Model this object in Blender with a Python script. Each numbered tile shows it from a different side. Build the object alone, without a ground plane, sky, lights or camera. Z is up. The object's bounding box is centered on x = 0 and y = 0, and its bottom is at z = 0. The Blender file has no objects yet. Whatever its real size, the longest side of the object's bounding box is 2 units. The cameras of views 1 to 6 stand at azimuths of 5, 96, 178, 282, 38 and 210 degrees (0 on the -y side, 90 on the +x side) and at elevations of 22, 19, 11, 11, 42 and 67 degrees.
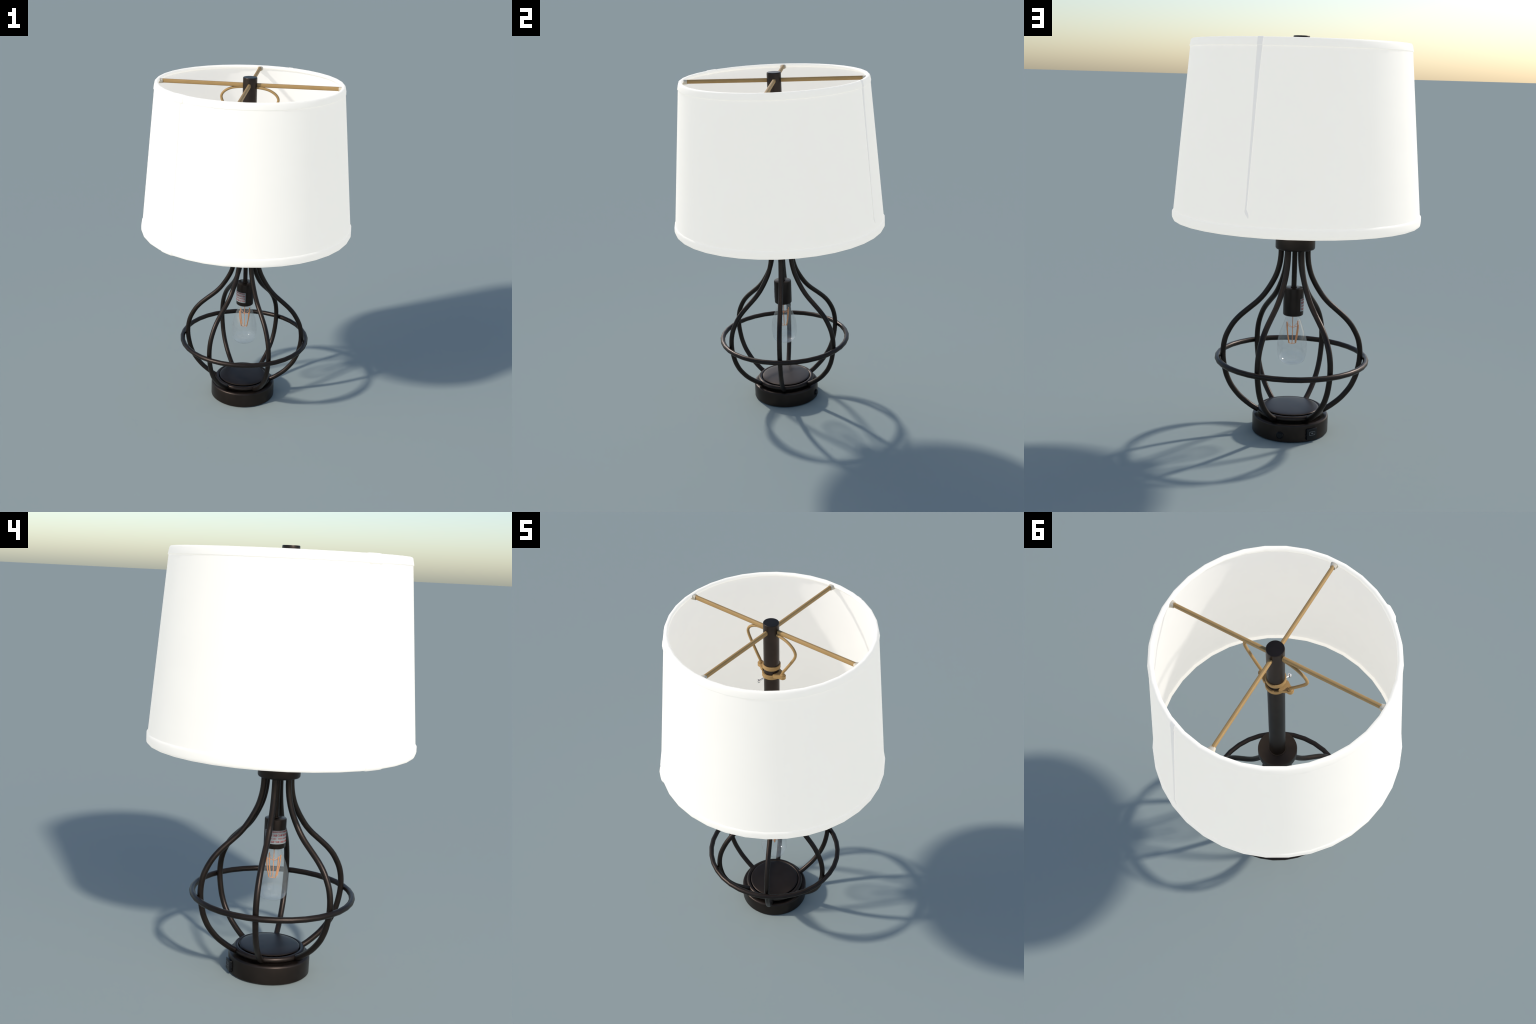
"""Table lamp: white tapered drum shade on a brass spider, carried by a dark bronze
onion-shaped wire cage (six ribs + one hoop) with a filament bulb hanging inside it."""
import bpy, bmesh, math
from math import sin, cos, pi, radians
from mathutils import Vector, Matrix

# ------------------------------------------------------------------ helpers
def new_object(name, mesh, material=None, parent=None):
    ob = bpy.data.objects.new(name, mesh)
    bpy.context.scene.collection.objects.link(ob)
    if material is not None and not mesh.materials:
        mesh.materials.append(material)
    if parent is not None:
        ob.parent = parent
    return ob

def finish(mesh, angle=40.0):
    bm = bmesh.new(); bm.from_mesh(mesh)
    bmesh.ops.recalc_face_normals(bm, faces=bm.faces)
    lim = radians(angle)
    for f in bm.faces:
        f.smooth = True
    for e in bm.edges:
        e.smooth = not (len(e.link_faces) == 2 and e.calc_face_angle(0) > lim)
    bm.to_mesh(mesh); bm.free()
    return mesh

def mesh_from(name, verts, faces, angle=40.0):
    me = bpy.data.meshes.new(name)
    me.from_pydata([tuple(v) for v in verts], [], faces)
    me.update()
    return finish(me, angle)

def lathe(name, profile, segs=64, closed=False, start=0.0, angle=40.0):
    """Revolve (r, z) points round z. closed=True joins the last point to the first (a hollow ring)."""
    verts, faces, rows = [], [], []
    for r, z in profile:
        if r < 1e-6:
            verts.append((0, 0, z)); rows.append([len(verts) - 1] * segs)
        else:
            row = []
            for i in range(segs):
                a = start + 2 * pi * i / segs
                verts.append((r * cos(a), r * sin(a), z)); row.append(len(verts) - 1)
            rows.append(row)
    n = len(rows)
    for k in range(n if closed else n - 1):
        A, B = rows[k], rows[(k + 1) % n]
        for i in range(segs):
            j = (i + 1) % segs
            q = []
            for v in (A[i], A[j], B[j], B[i]):
                if v not in q: q.append(v)
            if len(q) > 2: faces.append(q)
    return mesh_from(name, verts, faces, angle)

def smooth_path(pts, per=6):
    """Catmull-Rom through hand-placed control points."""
    P = [Vector(p) for p in pts]
    P = [2 * P[0] - P[1]] + P + [2 * P[-1] - P[-2]]
    out = []
    for i in range(1, len(P) - 2):
        a, b, c, d = P[i - 1:i + 3]
        for k in range(per):
            t = k / per
            out.append(0.5 * ((2 * b) + (c - a) * t + (2 * a - 5 * b + 4 * c - d) * t * t
                              + (3 * b - a - 3 * c + d) * t ** 3))
    out.append(P[-2])
    return out

def tube_data(path, ra, rb=None, sides=12, closed=False, normal=None, round_ends=False):
    """Sweep an ellipse (ra along the frame normal, rb across) along a path."""
    rb = ra if rb is None else rb
    n = len(path)
    tang = []
    for i in range(n):
        p = path[(i - 1) % n] if (closed or i > 0) else path[i]
        q = path[(i + 1) % n] if (closed or i < n - 1) else path[i]
        tang.append((q - p).normalized())
    N = Vector(normal) if normal is not None else tang[0].orthogonal()
    rings = []
    for i in range(n):
        t = tang[i]
        N = (N - t * N.dot(t)).normalized()
        rings.append((path[i], N.copy(), t.cross(N), 1.0))
    if round_ends and not closed:
        def cap(i, s):
            p, a, b, _ = rings[i]
            return [(p + s * tang[i] * ra * 0.6 * sin(u), a, b, cos(u)) for u in (0.6, 1.1, 1.4)]
        rings = cap(0, -1)[::-1] + rings + cap(n - 1, 1)
    verts, faces = [], []
    for p, a, b, s in rings:
        for k in range(sides):
            u = 2 * pi * k / sides
            verts.append(p + s * (a * ra * cos(u) + b * rb * sin(u)))
    m = len(rings)
    for i in range(m if closed else m - 1):
        for k in range(sides):
            l = (k + 1) % sides
            i2 = (i + 1) % m
            faces.append([i * sides + k, i * sides + l, i2 * sides + l, i2 * sides + k])
    if not closed:
        faces.append(list(range(sides))[::-1])
        faces.append([(m - 1) * sides + k for k in range(sides)])
    return verts, faces

def bar_mesh(name, path, ha, hb, sides=16, power=0.55):
    """A straight bar with a squarish, round-edged section (ha up, hb across)."""
    V, F = [], []
    for p in path:
        for k in range(sides):
            u = 2 * pi * (k + 0.5) / sides
            c, q = cos(u), sin(u)
            V.append((p.x, p.y + hb * math.copysign(abs(c) ** power, c), p.z + ha * math.copysign(abs(q) ** power, q)))
    n = len(path)
    for i in range(n - 1):
        for k in range(sides):
            l = (k + 1) % sides
            F.append([i * sides + k, i * sides + l, (i + 1) * sides + l, (i + 1) * sides + k])
    F.append(list(range(sides))[::-1]); F.append([(n - 1) * sides + k for k in range(sides)])
    return mesh_from(name, V, F, 50)

def tube(name, path, ra, rb=None, **kw):
    v, f = tube_data(path, ra, rb, **kw)
    return mesh_from(name, v, f, 50)

def torus(name, R, r, z, segs=36, sides=14, start=0.0):
    path = [Vector((R * cos(start + 2 * pi * i / segs), R * sin(start + 2 * pi * i / segs), z)) for i in range(segs)]
    return tube(name, path, r, sides=sides, closed=True, normal=(0, 0, 1))

def box(name, size, bevel=0.0, segments=2):
    me = bpy.data.meshes.new(name)
    bm = bmesh.new()
    bmesh.ops.create_cube(bm, size=1.0)
    bmesh.ops.scale(bm, vec=size, verts=bm.verts)
    if bevel:
        bmesh.ops.bevel(bm, geom=bm.edges[:], offset=bevel, segments=segments, affect='EDGES', profile=0.5)
    bm.to_mesh(me); bm.free()
    return finish(me, 35)

def join_data(name, parts, angle=50):
    V, F = [], []
    for v, f in parts:
        o = len(V)
        V += v
        F += [[i + o for i in g] for g in f]
    return mesh_from(name, V, F, angle)

# ------------------------------------------------------------------ materials
def material(name):
    m = bpy.data.materials.new(name)
    m.use_nodes = True
    nt = m.node_tree
    return m, nt, nt.nodes["Principled BSDF"], nt.nodes["Material Output"]

def noise_ramp(nt, scale, stops, detail=4.0, stretch=(1, 1, 1)):
    tc = nt.nodes.new("ShaderNodeTexCoord")
    mp = nt.nodes.new("ShaderNodeMapping"); mp.inputs["Scale"].default_value = stretch
    nz = nt.nodes.new("ShaderNodeTexNoise")
    nz.inputs["Scale"].default_value = scale; nz.inputs["Detail"].default_value = detail
    rp = nt.nodes.new("ShaderNodeValToRGB")
    nt.links.new(tc.outputs["Object"], mp.inputs["Vector"])
    nt.links.new(mp.outputs["Vector"], nz.inputs["Vector"])
    nt.links.new(nz.outputs["Fac"], rp.inputs["Fac"])
    els = rp.color_ramp.elements
    els[0].position, els[0].color = stops[0][0], (*stops[0][1], 1)
    els[1].position, els[1].color = stops[1][0], (*stops[1][1], 1)
    return nz, rp

def add_bump(nt, bsdf, height, strength, distance):
    b = nt.nodes.new("ShaderNodeBump")
    b.inputs["Strength"].default_value = strength
    b.inputs["Distance"].default_value = distance
    nt.links.new(height, b.inputs["Height"])
    nt.links.new(b.outputs["Normal"], bsdf.inputs["Normal"])

def bronze_material():
    m, nt, b, _ = material("dark_bronze")
    _, rp = noise_ramp(nt, 14, [(0.3, (0.0285, 0.0212, 0.0178)), (0.75, (0.040, 0.0295, 0.0245))])
    nt.links.new(rp.outputs["Color"], b.inputs["Base Color"])
    b.inputs["Metallic"].default_value = 0.82
    b.inputs["Roughness"].default_value = 0.39
    nz, _ = noise_ramp(nt, 220, [(0, (0, 0, 0)), (1, (1, 1, 1))])
    add_bump(nt, b, nz.outputs["Fac"], 0.06, 0.001)
    return m

def brass_material():
    m, nt, b, _ = material("matt_brass")
    _, rp = noise_ramp(nt, 18, [(0.3, (0.370, 0.230, 0.088)), (0.75, (0.415, 0.260, 0.102))])
    nt.links.new(rp.outputs["Color"], b.inputs["Base Color"])
    b.inputs["Metallic"].default_value = 0.05
    b.inputs["Roughness"].default_value = 0.62
    b.inputs["Specular IOR Level"].default_value = 0.3
    return m

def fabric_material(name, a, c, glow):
    """Matt white weave: flat warm emission brightens its shaded side, base colour darkened to balance."""
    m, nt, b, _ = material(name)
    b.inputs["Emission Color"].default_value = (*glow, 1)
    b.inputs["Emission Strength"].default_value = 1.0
    b.inputs["Specular IOR Level"].default_value = 0.25
    _, rp = noise_ramp(nt, 7, [(0.3, a), (0.75, c)])
    nt.links.new(rp.outputs["Color"], b.inputs["Base Color"])
    b.inputs["Roughness"].default_value = 0.62
    nz, _ = noise_ramp(nt, 260, [(0, (0, 0, 0)), (1, (1, 1, 1))], stretch=(1, 1, 2.2))
    add_bump(nt, b, nz.outputs["Fac"], 0.05, 0.001)
    return m

def plain_material(name, colour, rough, metallic=0.0):
    m, nt, b, _ = material(name)
    k = 1.12
    _, rp = noise_ramp(nt, 30, [(0.3, tuple(x / k for x in colour)), (0.75, tuple(min(1, x * k) for x in colour))])
    nt.links.new(rp.outputs["Color"], b.inputs["Base Color"])
    b.inputs["Roughness"].default_value = rough
    b.inputs["Metallic"].default_value = metallic
    return m

def glass_material(name, body, tint):
    """Thin lamp glass: light passes straight through, with a faint haze and a clear gloss."""
    m, nt, b, out = material(name)
    nt.nodes.remove(b)
    _, rp = noise_ramp(nt, 9, [(0.3, tuple(t * 0.94 for t in tint)), (0.75, tint)])
    haze = nt.nodes.new("ShaderNodeBsdfDiffuse")
    nt.links.new(rp.outputs["Color"], haze.inputs["Color"])
    clear = nt.nodes.new("ShaderNodeBsdfTransparent")
    veil = nt.nodes.new("ShaderNodeMixShader"); veil.inputs[0].default_value = body
    nt.links.new(clear.outputs[0], veil.inputs[1]); nt.links.new(haze.outputs[0], veil.inputs[2])
    gloss = nt.nodes.new("ShaderNodeBsdfGlossy"); gloss.inputs["Roughness"].default_value = 0.06
    fr = nt.nodes.new("ShaderNodeFresnel"); fr.inputs["IOR"].default_value = 1.42
    cap = nt.nodes.new("ShaderNodeMath"); cap.operation = 'MINIMUM'; cap.inputs[1].default_value = 0.12
    nt.links.new(fr.outputs[0], cap.inputs[0])
    mix = nt.nodes.new("ShaderNodeMixShader")
    nt.links.new(cap.outputs[0], mix.inputs[0])
    nt.links.new(veil.outputs[0], mix.inputs[1])
    nt.links.new(gloss.outputs[0], mix.inputs[2])
    nt.links.new(mix.outputs[0], out.inputs["Surface"])
    return m

BRONZE = bronze_material()
BRASS = brass_material()
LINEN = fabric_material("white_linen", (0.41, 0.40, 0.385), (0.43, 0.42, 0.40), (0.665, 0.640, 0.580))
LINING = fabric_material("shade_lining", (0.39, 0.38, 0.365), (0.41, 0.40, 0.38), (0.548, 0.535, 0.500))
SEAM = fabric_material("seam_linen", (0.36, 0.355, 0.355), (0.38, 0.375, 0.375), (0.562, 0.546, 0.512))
PLASTIC = plain_material("black_plastic", (0.0045, 0.005, 0.0065), 0.3)
PLASTIC.node_tree.nodes["Principled BSDF"].inputs["Specular IOR Level"].default_value = 0.25
CONTACT = plain_material("port_metal", (0.20, 0.20, 0.21), 0.3, 0.8)
STEEL = plain_material("polished_steel", (0.80, 0.78, 0.75), 0.2, 0.9)
CLIP = plain_material("clear_grey_plastic", (0.60, 0.535, 0.42), 0.7)
PAPER = plain_material("silver_paper", (0.24, 0.262, 0.272), 0.5)
INK = plain_material("red_ink", (0.25, 0.035, 0.035), 0.6)
FILAMENT = plain_material("amber_filament", (0.80, 0.29, 0.06), 0.45)
GLASS = glass_material("bulb_glass", 0.095, (0.50, 0.53, 0.53))
GLASS_TIP = glass_material("bulb_glass_tip", 0.12, (0.56, 0.64, 0.70))

# ------------------------------------------------------------------ the thing
lamp = bpy.data.objects.new("table_lamp", None)
bpy.context.scene.collection.objects.link(lamp)
lamp["label"] = "table lamp with white drum shade on dark bronze wire cage"
lamp["category"] = "table lamp"

# ---- base: weighted drum, raised ring, domed plate, USB socket and switch on the back
BASE_R = 0.196
# the weighted base and the cage stand a hair off the shade's axis
BASE_OFF, CAGE_OFF, HOLDER_OFF, COLLAR_OFF = (0.0005, 0.0030), (0.0028, 0.0042), (0.0010, 0.0042), (0.0, -0.0004)
base = new_object("base", lathe("base", [
    (0, 0), (BASE_R - 0.004, 0), (BASE_R, 0.004), (BASE_R, 0.080), (BASE_R - 0.0012, 0.0855),
    (BASE_R - 0.0045, 0.0895), (BASE_R - 0.009, 0.091), (0.164, 0.091), (0.162, 0.090), (0, 0.090)], 96), BRONZE, lamp)
base.location = (*BASE_OFF, 0)
new_object("ring_seat", lathe("ring_seat", [(0.120, 0.0895), (0.150, 0.0895), (0.150, 0.104), (0.120, 0.104)], 64, closed=True), BRONZE, base)
new_object("base_ring", torus("base_ring", 0.158, 0.0142, 0.1098, 64, 16), BRONZE, base)
new_object("dome_plate", lathe("dome_plate", [
    (0, 0.092), (0.126, 0.092), (0.126, 0.1225), (0.1428, 0.1228), (0.1446, 0.1238), (0.1449, 0.1254), (0.1430, 0.1270),
    (0.136, 0.1282), (0.115, 0.1296), (0.085, 0.1307), (0.045, 0.1314), (0, 0.1316)], 72), BRONZE, base)

def facing(ob, azimuth, r, z):
    """Place a part on the wall of the base, its local x axis pointing outward."""
    ob.matrix_local = Matrix.Rotation(radians(azimuth), 4, 'Z') @ Matrix.Translation((r, 0, z))

PORT_AZ = 121.0
port = new_object("usb_port", box("usb_port", (0.034, 0.060, 0.058), 0.003), PLASTIC, base)
facing(port, PORT_AZ, 0.1888, 0.0395)
bezel = lambda w, h, t, d: [((0, s * (w - t) / 2, 0), (d, t, h)) for s in (-1, 1)] + \
                           [((0, 0, s * (h - t) / 2), (d, w, t)) for s in (-1, 1)]
def block_data(c, s):
    v = [Vector((c[0] + a * s[0] / 2, c[1] + b * s[1] / 2, c[2] + d * s[2] / 2))
         for a in (-1, 1) for b in (-1, 1) for d in (-1, 1)]
    f = [[0, 1, 3, 2], [4, 6, 7, 5], [0, 4, 5, 1], [2, 3, 7, 6], [0, 2, 6, 4], [1, 5, 7, 3]]
    return v, f
frame = new_object("port_frame", join_data("port_frame", [block_data(c, s) for c, s in bezel(0.034, 0.020, 0.0022, 0.0024)]), CONTACT, base)
facing(frame, PORT_AZ, 0.2062, 0.0440)
tongue = new_object("port_tongue", box("port_tongue", (0.0026, 0.012, 0.0055), 0.0006), CONTACT, base)
facing(tongue, PORT_AZ, 0.2064, 0.0445)
clip = box("side_clip", (0.010, 0.004, 0.005), 0.0006)
for s in (-1, 1):
    for h in (0.018, -0.003, -0.020):
        c = new_object("side_clip", clip, PLASTIC, base)
        c.matrix_local = (Matrix.Rotation(radians(PORT_AZ), 4, 'Z')
                          @ Matrix.Translation((0.196, s * 0.031, 0.0395 + h)))

knob_mesh = lathe("switch_knob", [(0, -0.012), (0.0185, -0.012), (0.0185, 0.006), (0.0172, 0.0078), (0.0158, 0.0078),
                                  (0.0152, 0.0066), (0.0142, 0.0066), (0.0138, 0.0098), (0.0125, 0.0108), (0, 0.0108)], 32, angle=30)
knob = new_object("switch_knob", knob_mesh, PLASTIC, base)
knob.matrix_local = Matrix.Rotation(radians(73.0), 4, 'Z') @ Matrix.Translation((0.195, 0, 0.036)) @ Matrix.Rotation(pi / 2, 4, 'Y')

# ---- cage: six onion ribs and one hoop
ROD = 0.0142
RIB = [(0.0672, 0.985), (0.0672, 0.945), (0.0682, 0.914), (0.0738, 0.872), (0.0868, 0.825), (0.1052, 0.785),
       (0.1260, 0.749), (0.1512, 0.7125), (0.1800, 0.6805), (0.2105, 0.6535), (0.2420, 0.6265), (0.2728, 0.5980),
       (0.3005, 0.5655), (0.3220, 0.5300), (0.3375, 0.4960), (0.3460, 0.4640), (0.3502, 0.4350), (0.3515, 0.4050),
       (0.3500, 0.3760), (0.3452, 0.3440), (0.3368, 0.3060), (0.3270, 0.2765), (0.3095, 0.2390), (0.2855, 0.2045),
       (0.2560, 0.1710), (0.2230, 0.1430), (0.1920, 0.1205), (0.1650, 0.1055)]
rib_mesh = tube("rib", smooth_path([(r, 0, z) for r, z in RIB], 3), ROD, sides=14, normal=(0, 1, 0))
for k in range(6):
    rib = new_object("rib", rib_mesh, BRONZE, lamp)
    rib.rotation_euler = (0, 0, k * pi / 3)
    rib.location = (*CAGE_OFF, 0)
new_object("hoop", torus("hoop", 0.3803, 0.0141, 0.3872, 36, 14, radians(5)), BRONZE, lamp).location = (*CAGE_OFF, 0)

# ---- neck: collar, post that carries the shade
new_object("collar", lathe("collar", [
    (0, 0.953), (0.090, 0.953), (0.0965, 0.955), (0.0995, 0.9595), (0.100, 0.966), (0.100, 1.006),
    (0.0988, 1.0105), (0.0955, 1.0125), (0.0, 1.0125)], 64), BRONZE, lamp).location = (*COLLAR_OFF, 0)
post = new_object("post", lathe("post", [
    (0, 1.010), (0.0405, 1.010), (0.0405, 1.994), (0.0398, 1.9985), (0.0383, 2.0), (0, 2.0)], 48), BRONZE, lamp)
new_object("post_ring", torus("post_ring", 0.0415, 0.0032, 1.0140, 48, 8), BRONZE, post)

# ---- lamp holder and bulb
stem_rod = new_object("hanging_rod", lathe("hanging_rod", [(0, 0.752), (0.0131, 0.752), (0.0131, 0.960), (0, 0.960)], 24), BRONZE, lamp)
stem_rod.location = (*HOLDER_OFF, 0)
new_object("rod_ring", torus("rod_ring", 0.0138, 0.0030, 0.7575, 28, 8), BRONZE, stem_rod)
socket = new_object("lamp_holder", lathe("lamp_holder", [
    (0, 0.616), (0.044, 0.616), (0.044, 0.6135), (0.0475, 0.613), (0.0505, 0.6155), (0.0517, 0.6205), (0.0517, 0.7495),
    (0.0508, 0.7530), (0.0485, 0.7545), (0, 0.7550)], 48), BRONZE, lamp)

socket.location = (*HOLDER_OFF, 0)

# paper label wrapped round the holder; its print stands on its head
LABEL_A0, LABEL_A1 = radians(131), radians(280)
LABEL_Z0, LABEL_Z1 = 0.639, 0.7035
LABEL_R = 0.0524
def label_mesh():
    V, F, n = [], [], 40
    for i in range(n + 1):
        a = LABEL_A0 + (LABEL_A1 - LABEL_A0) * i / n
        for r, z in ((LABEL_R, LABEL_Z0), (LABEL_R, LABEL_Z1), (0.0512, LABEL_Z1), (0.0512, LABEL_Z0)):
            V.append((r * cos(a), r * sin(a), z))
    for i in range(n):
        for k in range(4):
            l = (k + 1) % 4
            F.append([i * 4 + k, i * 4 + l, i * 4 + 4 + l, i * 4 + 4 + k])
    F.append([0, 3, 2, 1]); F.append([n * 4 + k for k in range(4)])
    return mesh_from("paper_label", V, F, 40)
new_object("paper_label", label_mesh(), PAPER, socket)

def wrapped_text(body, size, z_base, squeeze=1.0):
    """A line of lettering bent round the label, upside down as on the original."""
    cu = bpy.data.curves.new("label_text", 'FONT')
    cu.body = body; cu.size = size; cu.align_x = 'CENTER'; cu.resolution_u = 2
    cu.offset = 0.025 * size
    tmp = bpy.data.objects.new("label_text_tmp", cu)
    bpy.context.scene.collection.objects.link(tmp)
    bpy.context.view_layer.update()
    dg = bpy.context.evaluated_depsgraph_get()
    me = bpy.data.meshes.new_from_object(tmp.evaluated_get(dg))
    bpy.data.objects.remove(tmp)
    xs = [v.co.x for v in me.vertices]
    half = max(xs) - min(xs)
    room = LABEL_R * (LABEL_A1 - LABEL_A0) * 0.95
    k = min(squeeze, room / half)
    bm = bmesh.new(); bm.from_mesh(me)
    ret = bmesh.ops.extrude_face_region(bm, geom=bm.faces[:])
    for v in bm.verts:
        v.co.z = 0.0
    for g in ret["geom"]:
        if isinstance(g, bmesh.types.BMVert):
            g.co.z = 1.0
    mid = (LABEL_A0 + LABEL_A1) / 2
    for v in bm.verts:
        x, y, lift = v.co.x * k, v.co.y, v.co.z
        a = mid - x / LABEL_R
        r = LABEL_R - 0.0003 + 0.0007 * lift
        v.co = (r * cos(a), r * sin(a), z_base - y)
    bmesh.ops.recalc_face_normals(bm, faces=bm.faces)
    bm.to_mesh(me); bm.free()
    me.name = "label_text"
    me.materials.clear()
    return new_object("label_text", me, INK, socket)
# lines read from the lower edge upward
wrapped_text("RISK OF FIRE  MAX. 40W  TYPE A", 0.0135, 0.6545)
wrapped_text("MADE IN CHINA   DRY USE ONLY", 0.0095, 0.6685)
wrapped_text("INDOOR MAX. 40W  E26 BULB", 0.0150, 0.6865)
wrapped_text("WARNING: DISCONNECT POWER", 0.0105, 0.7010)

bulb = bpy.data.objects.new("bulb", None)
bpy.context.scene.collection.objects.link(bulb); bulb.parent = lamp
bulb.location = (HOLDER_OFF[0] + 0.0008, HOLDER_OFF[1], 0)
BULB = [(0.0335, 0.618), (0.0350, 0.606), (0.0395, 0.590), (0.0500, 0.561), (0.0605, 0.532), (0.0688, 0.505), (0.0745, 0.477),
        (0.0770, 0.450), (0.0768, 0.430), (0.0752, 0.414), (0.0728, 0.402)]
TIP = [(0.0728, 0.402), (0.0708, 0.3915), (0.0668, 0.3800), (0.0595, 0.3700), (0.0480, 0.3618), (0.0320, 0.3566), (0.0150, 0.3548), (0, 0.3545)]
new_object("bulb_glass", lathe("bulb_glass", BULB, 48, angle=180), GLASS, bulb)
new_object("bulb_tip", lathe("bulb_tip", TIP, 48, angle=180), GLASS_TIP, bulb)

wires = [tube_data([Vector((0, 0, 0.620)), Vector((0, 0, 0.460))], 0.0020, sides=8)]
for k in range(4):
    a = radians(45 + 90 * k)
    top, low = 0.0395, 0.0235
    zt = 0.572 - 0.006 * (k % 2)
    P = lambda r, z: Vector((r * cos(a), r * sin(a), z))
    wires.append(tube_data(smooth_path([P(top, zt), P(top - 0.001, 0.545), P(top - 0.006, 0.510), P(low, 0.469)], 4), 0.0039, 0.0025, sides=8, round_ends=True))
    wires.append(tube_data(smooth_path([P(top, zt - 0.006), P(0.026, 0.556), P(0.012, 0.549), P(0, 0.547)], 4), 0.0010, sides=6))
    wires.append(tube_data(smooth_path([P(low, 0.470), P(0.017, 0.463), P(0.008, 0.4605), P(0, 0.462)], 4), 0.0010, sides=6))
new_object("filament", join_data("filament", wires), FILAMENT, bulb)

# ---- lampshade: tapered linen drum with rolled trims, on a brass spider
shade = bpy.data.objects.new("lampshade", None)
bpy.context.scene.collection.objects.link(shade); shade.parent = lamp
SIDES, TURN = 36, radians(4.0)
R_TOP, Z_TOP, R_LOW, Z_LOW = 0.5388, 1.936, 0.6122, 1.146
def wall_r(z):
    return R_TOP + (R_LOW - R_TOP) * (Z_TOP - z) / (Z_TOP - Z_LOW)
WALL = 0.0105
steps = 6
outer = [(wall_r(z), z) for z in [1.962 + (1.112 - 1.962) * i / steps for i in range(steps + 1)]]
def ovalise(mesh):
    """The wire of the upper rim is bent very slightly oval, long axis at 125 degrees; the lower rim is round."""
    for v in mesh.vertices:
        a = math.atan2(v.co.y, v.co.x)
        k = max(0.0, (v.co.z - 1.10) / 0.87)
        d = 0.0042 * k * cos(2 * (a - radians(125)))
        v.co.x += d * cos(a); v.co.y += d * sin(a)
    mesh.update()
    return mesh
def swell(profile, d):
    return [(r + d, z) for r, z in profile]
def drum_wall(name, r_out, r_in, mat):
    ring = [(r - r_out, z) for r, z in outer] + [(r - r_in, z) for r, z in reversed(outer)]
    return new_object(name, ovalise(lathe(name, ring, SIDES, closed=True, start=TURN, angle=50)), mat, shade)
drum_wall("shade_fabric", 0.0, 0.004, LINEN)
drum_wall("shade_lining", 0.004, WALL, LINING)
TOP_TRIM = [(0.5125, 1.957), (0.5125, 1.965), (0.5150, 1.9706), (0.5230, 1.9728), (0.5285, 1.9722), (0.5325, 1.9690),
            (0.5350, 1.9630), (0.5402, 1.9385), (0.5400, 1.9360), (0.5380, 1.9345), (0.5340, 1.9345), (0.5230, 1.9540)]
LOW_TRIM = [(0.6080, 1.1500), (0.6105, 1.1485), (0.6152, 1.1420), (0.6162, 1.1370), (0.6166, 1.1150), (0.6150, 1.1070),
            (0.6110, 1.1010), (0.6050, 1.0985), (0.5960, 1.0988), (0.5905, 1.1015), (0.5895, 1.1060), (0.5930, 1.1095), (0.6085, 1.1140)]
TOP_TRIM, LOW_TRIM = swell(TOP_TRIM, 0.0018), swell(LOW_TRIM, 0.0022)
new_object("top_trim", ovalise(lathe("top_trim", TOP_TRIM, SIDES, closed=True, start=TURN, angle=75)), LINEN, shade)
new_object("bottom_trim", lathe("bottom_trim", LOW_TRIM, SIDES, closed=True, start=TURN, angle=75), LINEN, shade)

def trim_fold(name, profile, a0, a1, lift):
    """Where the trim tape ends overlap: a short thicker pad, rounded off at both ends."""
    cr = sum(p[0] for p in profile) / len(profile); cz = sum(p[1] for p in profile) / len(profile)
    V, F, n, m = [], [], 14, len(profile)
    for i in range(n + 1):
        t = i / n
        a = a0 + (a1 - a0) * t
        w = min(1.0, 2.6 * math.sqrt(max(0.0, min(t, 1 - t)) + 0.004))
        for r, z in profile:
            dr, dz = r - cr, z - cz
            L = math.hypot(dr, dz)
            out = 1.0 if dr > -0.002 else 0.25
            V.append(((cr + dr + dr / L * lift * w * out - 0.002 * (1 - w)) * cos(a),
                      (cr + dr + dr / L * lift * w * out - 0.002 * (1 - w)) * sin(a), cz + dz * (1 + 0.12 * w)))
    for i in range(n):
        for k in range(m):
            l = (k + 1) % m
            F.append([i * m + k, i * m + l, (i + 1) * m + l, (i + 1) * m + k])
    F.append(list(range(m))[::-1]); F.append([n * m + k for k in range(m)])
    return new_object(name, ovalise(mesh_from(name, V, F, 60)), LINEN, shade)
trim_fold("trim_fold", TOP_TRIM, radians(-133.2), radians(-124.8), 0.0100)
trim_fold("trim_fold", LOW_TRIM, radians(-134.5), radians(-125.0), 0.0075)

def polygon_r(a, r):
    """Radius of the 36-sided drum at an angle, so that strips lie on its flats."""
    step = 2 * pi / SIDES
    d = (a - TURN) % step - step / 2
    return r * cos(step / 2) / cos(d)

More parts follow.
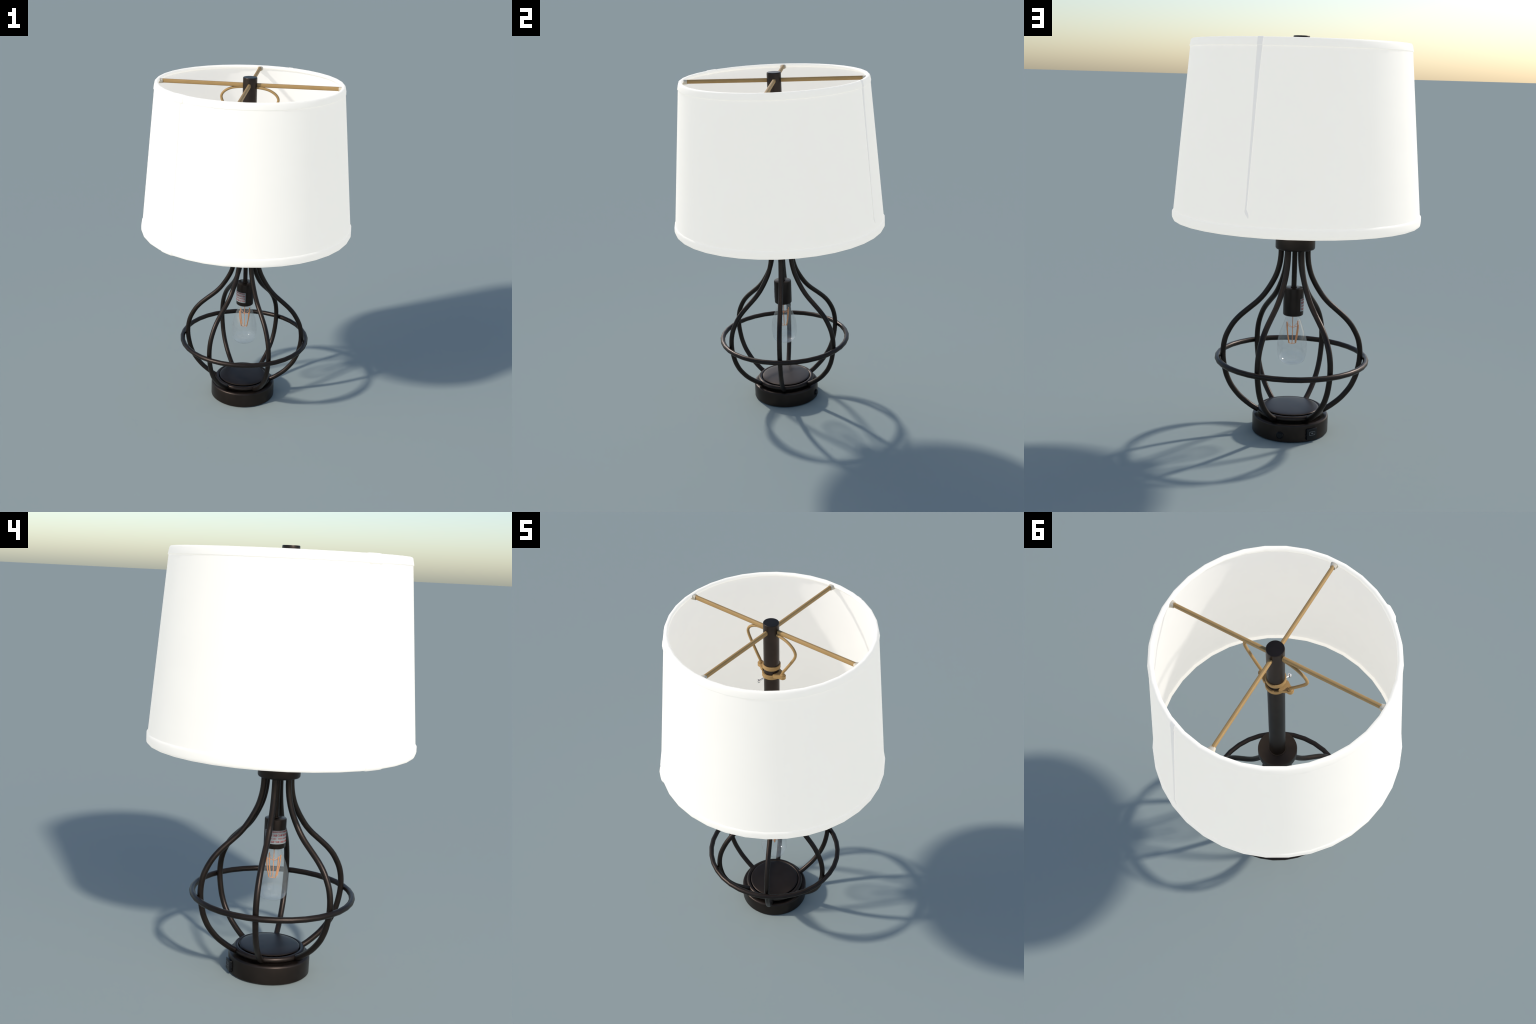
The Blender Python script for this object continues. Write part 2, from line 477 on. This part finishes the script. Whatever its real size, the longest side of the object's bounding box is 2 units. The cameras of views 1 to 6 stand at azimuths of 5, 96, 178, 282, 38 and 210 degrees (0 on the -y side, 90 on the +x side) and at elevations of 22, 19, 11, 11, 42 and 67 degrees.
def join_strip():
    """Where the cloth meets: a folded strip running down the drum between the two trim folds."""
    V, F, M, n = [], [], 10, 12
    for i in range(n + 1):
        t = i / n
        z = 1.937 + (1.143 - 1.937) * t
        w = 0.046 + 0.024 * t
        r = wall_r(z)
        for k in range(M + 1):
            u = k / M * 2 - 1
            a = radians(-129.2 - 0.5 * t) + u * 0.5 * w / r
            lift = 0.0065 * (1 - abs(u) ** 6)
            rr = polygon_r(a, r) + lift
            for q in (rr, polygon_r(a, r) - 0.001):
                V.append((q * cos(a), q * sin(a), z))
    W = (M + 1) * 2
    for i in range(n):
        for k in range(M):
            A = i * W + k * 2; B = A + W
            F.append([A, A + 2, B + 2, B]); F.append([A + 1, B + 1, B + 3, A + 3])
        for A in (i * W, i * W + M * 2):
            F.append([A, A + W, A + W + 1, A + 1])
    for i in (0, n):
        for k in range(M):
            A = i * W + k * 2
            F.append([A, A + 1, A + 3, A + 2])
    return ovalise(mesh_from("cloth_join", V, F, 60))
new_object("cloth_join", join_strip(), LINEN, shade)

def seam_mesh():
    """Vertical overlap of the cloth: broad at the top, tapering to a thread with a small turned tail."""
    V, F, rows = [], [], []
    stations = [(1.9741, 67.8, 0.0262), (1.9710, 67.8, 0.0262), (1.958, 67.75, 0.0262), (1.9395, 67.7, 0.0258), (1.933, 67.7, 0.0256), (1.90, 67.5, 0.0240),
                (1.82, 67.15, 0.0205), (1.70, 66.85, 0.0160), (1.55, 66.5, 0.0125), (1.40, 66.1, 0.0100), (1.26, 65.75, 0.0078),
                (1.223, 65.6, 0.0085), (1.211, 65.8, 0.0155), (1.200, 66.3, 0.0150), (1.190, 66.75, 0.0090), (1.183, 66.95, 0.0030)]
    M = 8
    for z, az, w in stations:
        r = wall_r(z)
        if z > 1.9355:
            r = 0.5420 - (z - 1.9385) * 0.212
        if z > 1.9700:
            r = 0.5340
        if z > 1.9730:
            r = 0.5290
        for k in range(M + 1):
            a = radians(az) + (k / M - 0.5) * w / r
            rr = polygon_r(a, r) + 0.0012
            for off in (0.0, -0.0022):
                V.append(((rr + off) * cos(a), (rr + off) * sin(a), z))
    n = len(stations); W = (M + 1) * 2
    for i in range(n - 1):
        for k in range(M):
            A = i * W + k * 2; B = A + W
            F.append([A, A + 2, B + 2, B]); F.append([A + 1, B + 1, B + 3, A + 3])
        A = i * W; B = A + W
        F.append([A, B, B + 1, A + 1])
        A = i * W + M * 2; B = A + W
        F.append([A, A + 1, B + 1, B])
    for i in (0, n - 1):
        for k in range(M):
            A = i * W + k * 2
            F.append([A, A + 1, A + 3, A + 2])
    return ovalise(mesh_from("fabric_seam", V, F, 60))
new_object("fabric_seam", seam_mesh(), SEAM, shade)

# spider: four arms through the post, clips at the rim
ARM_Z, ARM_R = 1.9560, 0.5040
arm_mesh = bar_mesh("spider_arm", [Vector((0.030, 0, ARM_Z)), Vector((0.25, 0, ARM_Z + 0.0006)), Vector((ARM_R, 0, ARM_Z + 0.001))],
                0.0113, 0.0084)
def clip_mesh():
    """A wedge of clear plastic that grips the arm end and widens toward the rim."""
    V, F, secs = [], [], [(0.4955, 0.0125, 0.0125), (0.503, 0.0140, 0.0132), (0.511, 0.0175, 0.0135), (0.5220, 0.0190, 0.0135)]
    for x, w, h in secs:
        for k in range(12):
            u = 2 * pi * k / 12
            c, s = cos(u), sin(u)
            V.append((x, w * math.copysign(abs(c) ** 0.6, c), ARM_Z - 0.0005 + h * math.copysign(abs(s) ** 0.6, s)))
    for i in range(len(secs) - 1):
        for k in range(12):
            l = (k + 1) % 12
            F.append([i * 12 + k, i * 12 + l, i * 12 + 12 + l, i * 12 + 12 + k])
    F.append(list(range(12))[::-1]); F.append([(len(secs) - 1) * 12 + k for k in range(12)])
    return mesh_from("rim_clip", V, F, 40)
clip_me = clip_mesh()
for k in range(4):
    turn = k * pi / 2 - radians(1.05 if k % 2 else 0.6)
    shift = (0.0002, 0, 0) if k % 2 else (0, 0.0042, 0)
    for nm, me, mt in (("spider_arm", arm_mesh, BRASS), ("rim_clip", clip_me, CLIP)):
        ob = new_object(nm, me, mt, shade)
        ob.rotation_euler = (0, 0, turn); ob.location = shift

# bracket: two wire loops from the arms down to a pair of clamp rings on the post
HARP_AZ = -6.5
LOOP = [(0.0400, 1.9440), (0.0750, 1.9405), (0.1050, 1.9345), (0.1320, 1.9225), (0.1530, 1.9060), (0.1640, 1.8850),
        (0.1600, 1.8630), (0.1460, 1.8370), (0.1230, 1.8010), (0.1000, 1.7660), (0.0785, 1.7330), (0.0770, 1.7050)]
loop_mesh = tube("wire_loop", smooth_path([(r, 0, z) for r, z in LOOP], 5), 0.0074, sides=10, normal=(0, 1, 0))
def ring_band(name, z0, z1, r1):
    return lathe(name, [(0.0408, z0), (r1 - 0.001, z0), (r1, z0 + 0.001), (r1, z1 - 0.001), (r1 - 0.001, z1), (0.0408, z1)], 48, closed=True)
def lug_mesh(name, z0, z1):
    """Flat tab with a rounded nose that carries one foot of the wire loop."""
    out = [(0.036, -0.030), (0.046, -0.030), (0.068, -0.0165)]
    out += [(0.0770 + 0.0165 * cos(u), 0.0165 * sin(u)) for u in [radians(-70 + 20 * i) for i in range(8)]]
    out += [(0.068, 0.0165), (0.046, 0.030), (0.036, 0.030)]
    n = len(out)
    V = [(x, y, z) for z in (z0, z1) for x, y in out]
    F = [list(range(n))[::-1], [n + i for i in range(n)]]
    F += [[i, (i + 1) % n, n + (i + 1) % n, n + i] for i in range(n)]
    return mesh_from(name, V, F, 35)
for s, (z0, z1), tab in ((0, (1.684, 1.7055), (1.698, 1.716)), (1, (1.7345, 1.7560), (1.705, 1.7235))):
    az = radians(HARP_AZ + 180 * s)
    lp = new_object("wire_loop", loop_mesh, BRASS, shade); lp.rotation_euler = (0, 0, az)
    ring = new_object("clamp_ring", ring_band("clamp_ring", z0, z1, 0.0495 if s == 0 else 0.0465), BRASS, shade)
    lug = new_object("clamp_lug", lug_mesh("clamp_lug", *tab), BRASS, shade); lug.rotation_euler = (0, 0, az)
    nut = new_object("foot_nut", lathe("foot_nut", [(0.0068, tab[1] - 0.002), (0.0118, tab[1] - 0.002), (0.0118, tab[1] + 0.007),
                                                    (0.0102, tab[1] + 0.009), (0.0068, tab[1] + 0.009)], 20, closed=True), BRASS, shade)
    nut.location = (0.0772 * cos(az), 0.0772 * sin(az), 0)

screw = new_object("thumb_screw", lathe("thumb_screw", [
    (0, 0.030), (0.0042, 0.030), (0.0042, 0.0760), (0.0086, 0.0770), (0.0096, 0.0790), (0.0096, 0.0845), (0.0080, 0.0864), (0, 0.0870)], 20, angle=30), STEEL, shade)
screw.matrix_local = Matrix.Translation((0, 0, 1.6905)) @ Matrix.Rotation(radians(-110), 4, 'Z') @ Matrix.Rotation(radians(101), 4, 'Y')
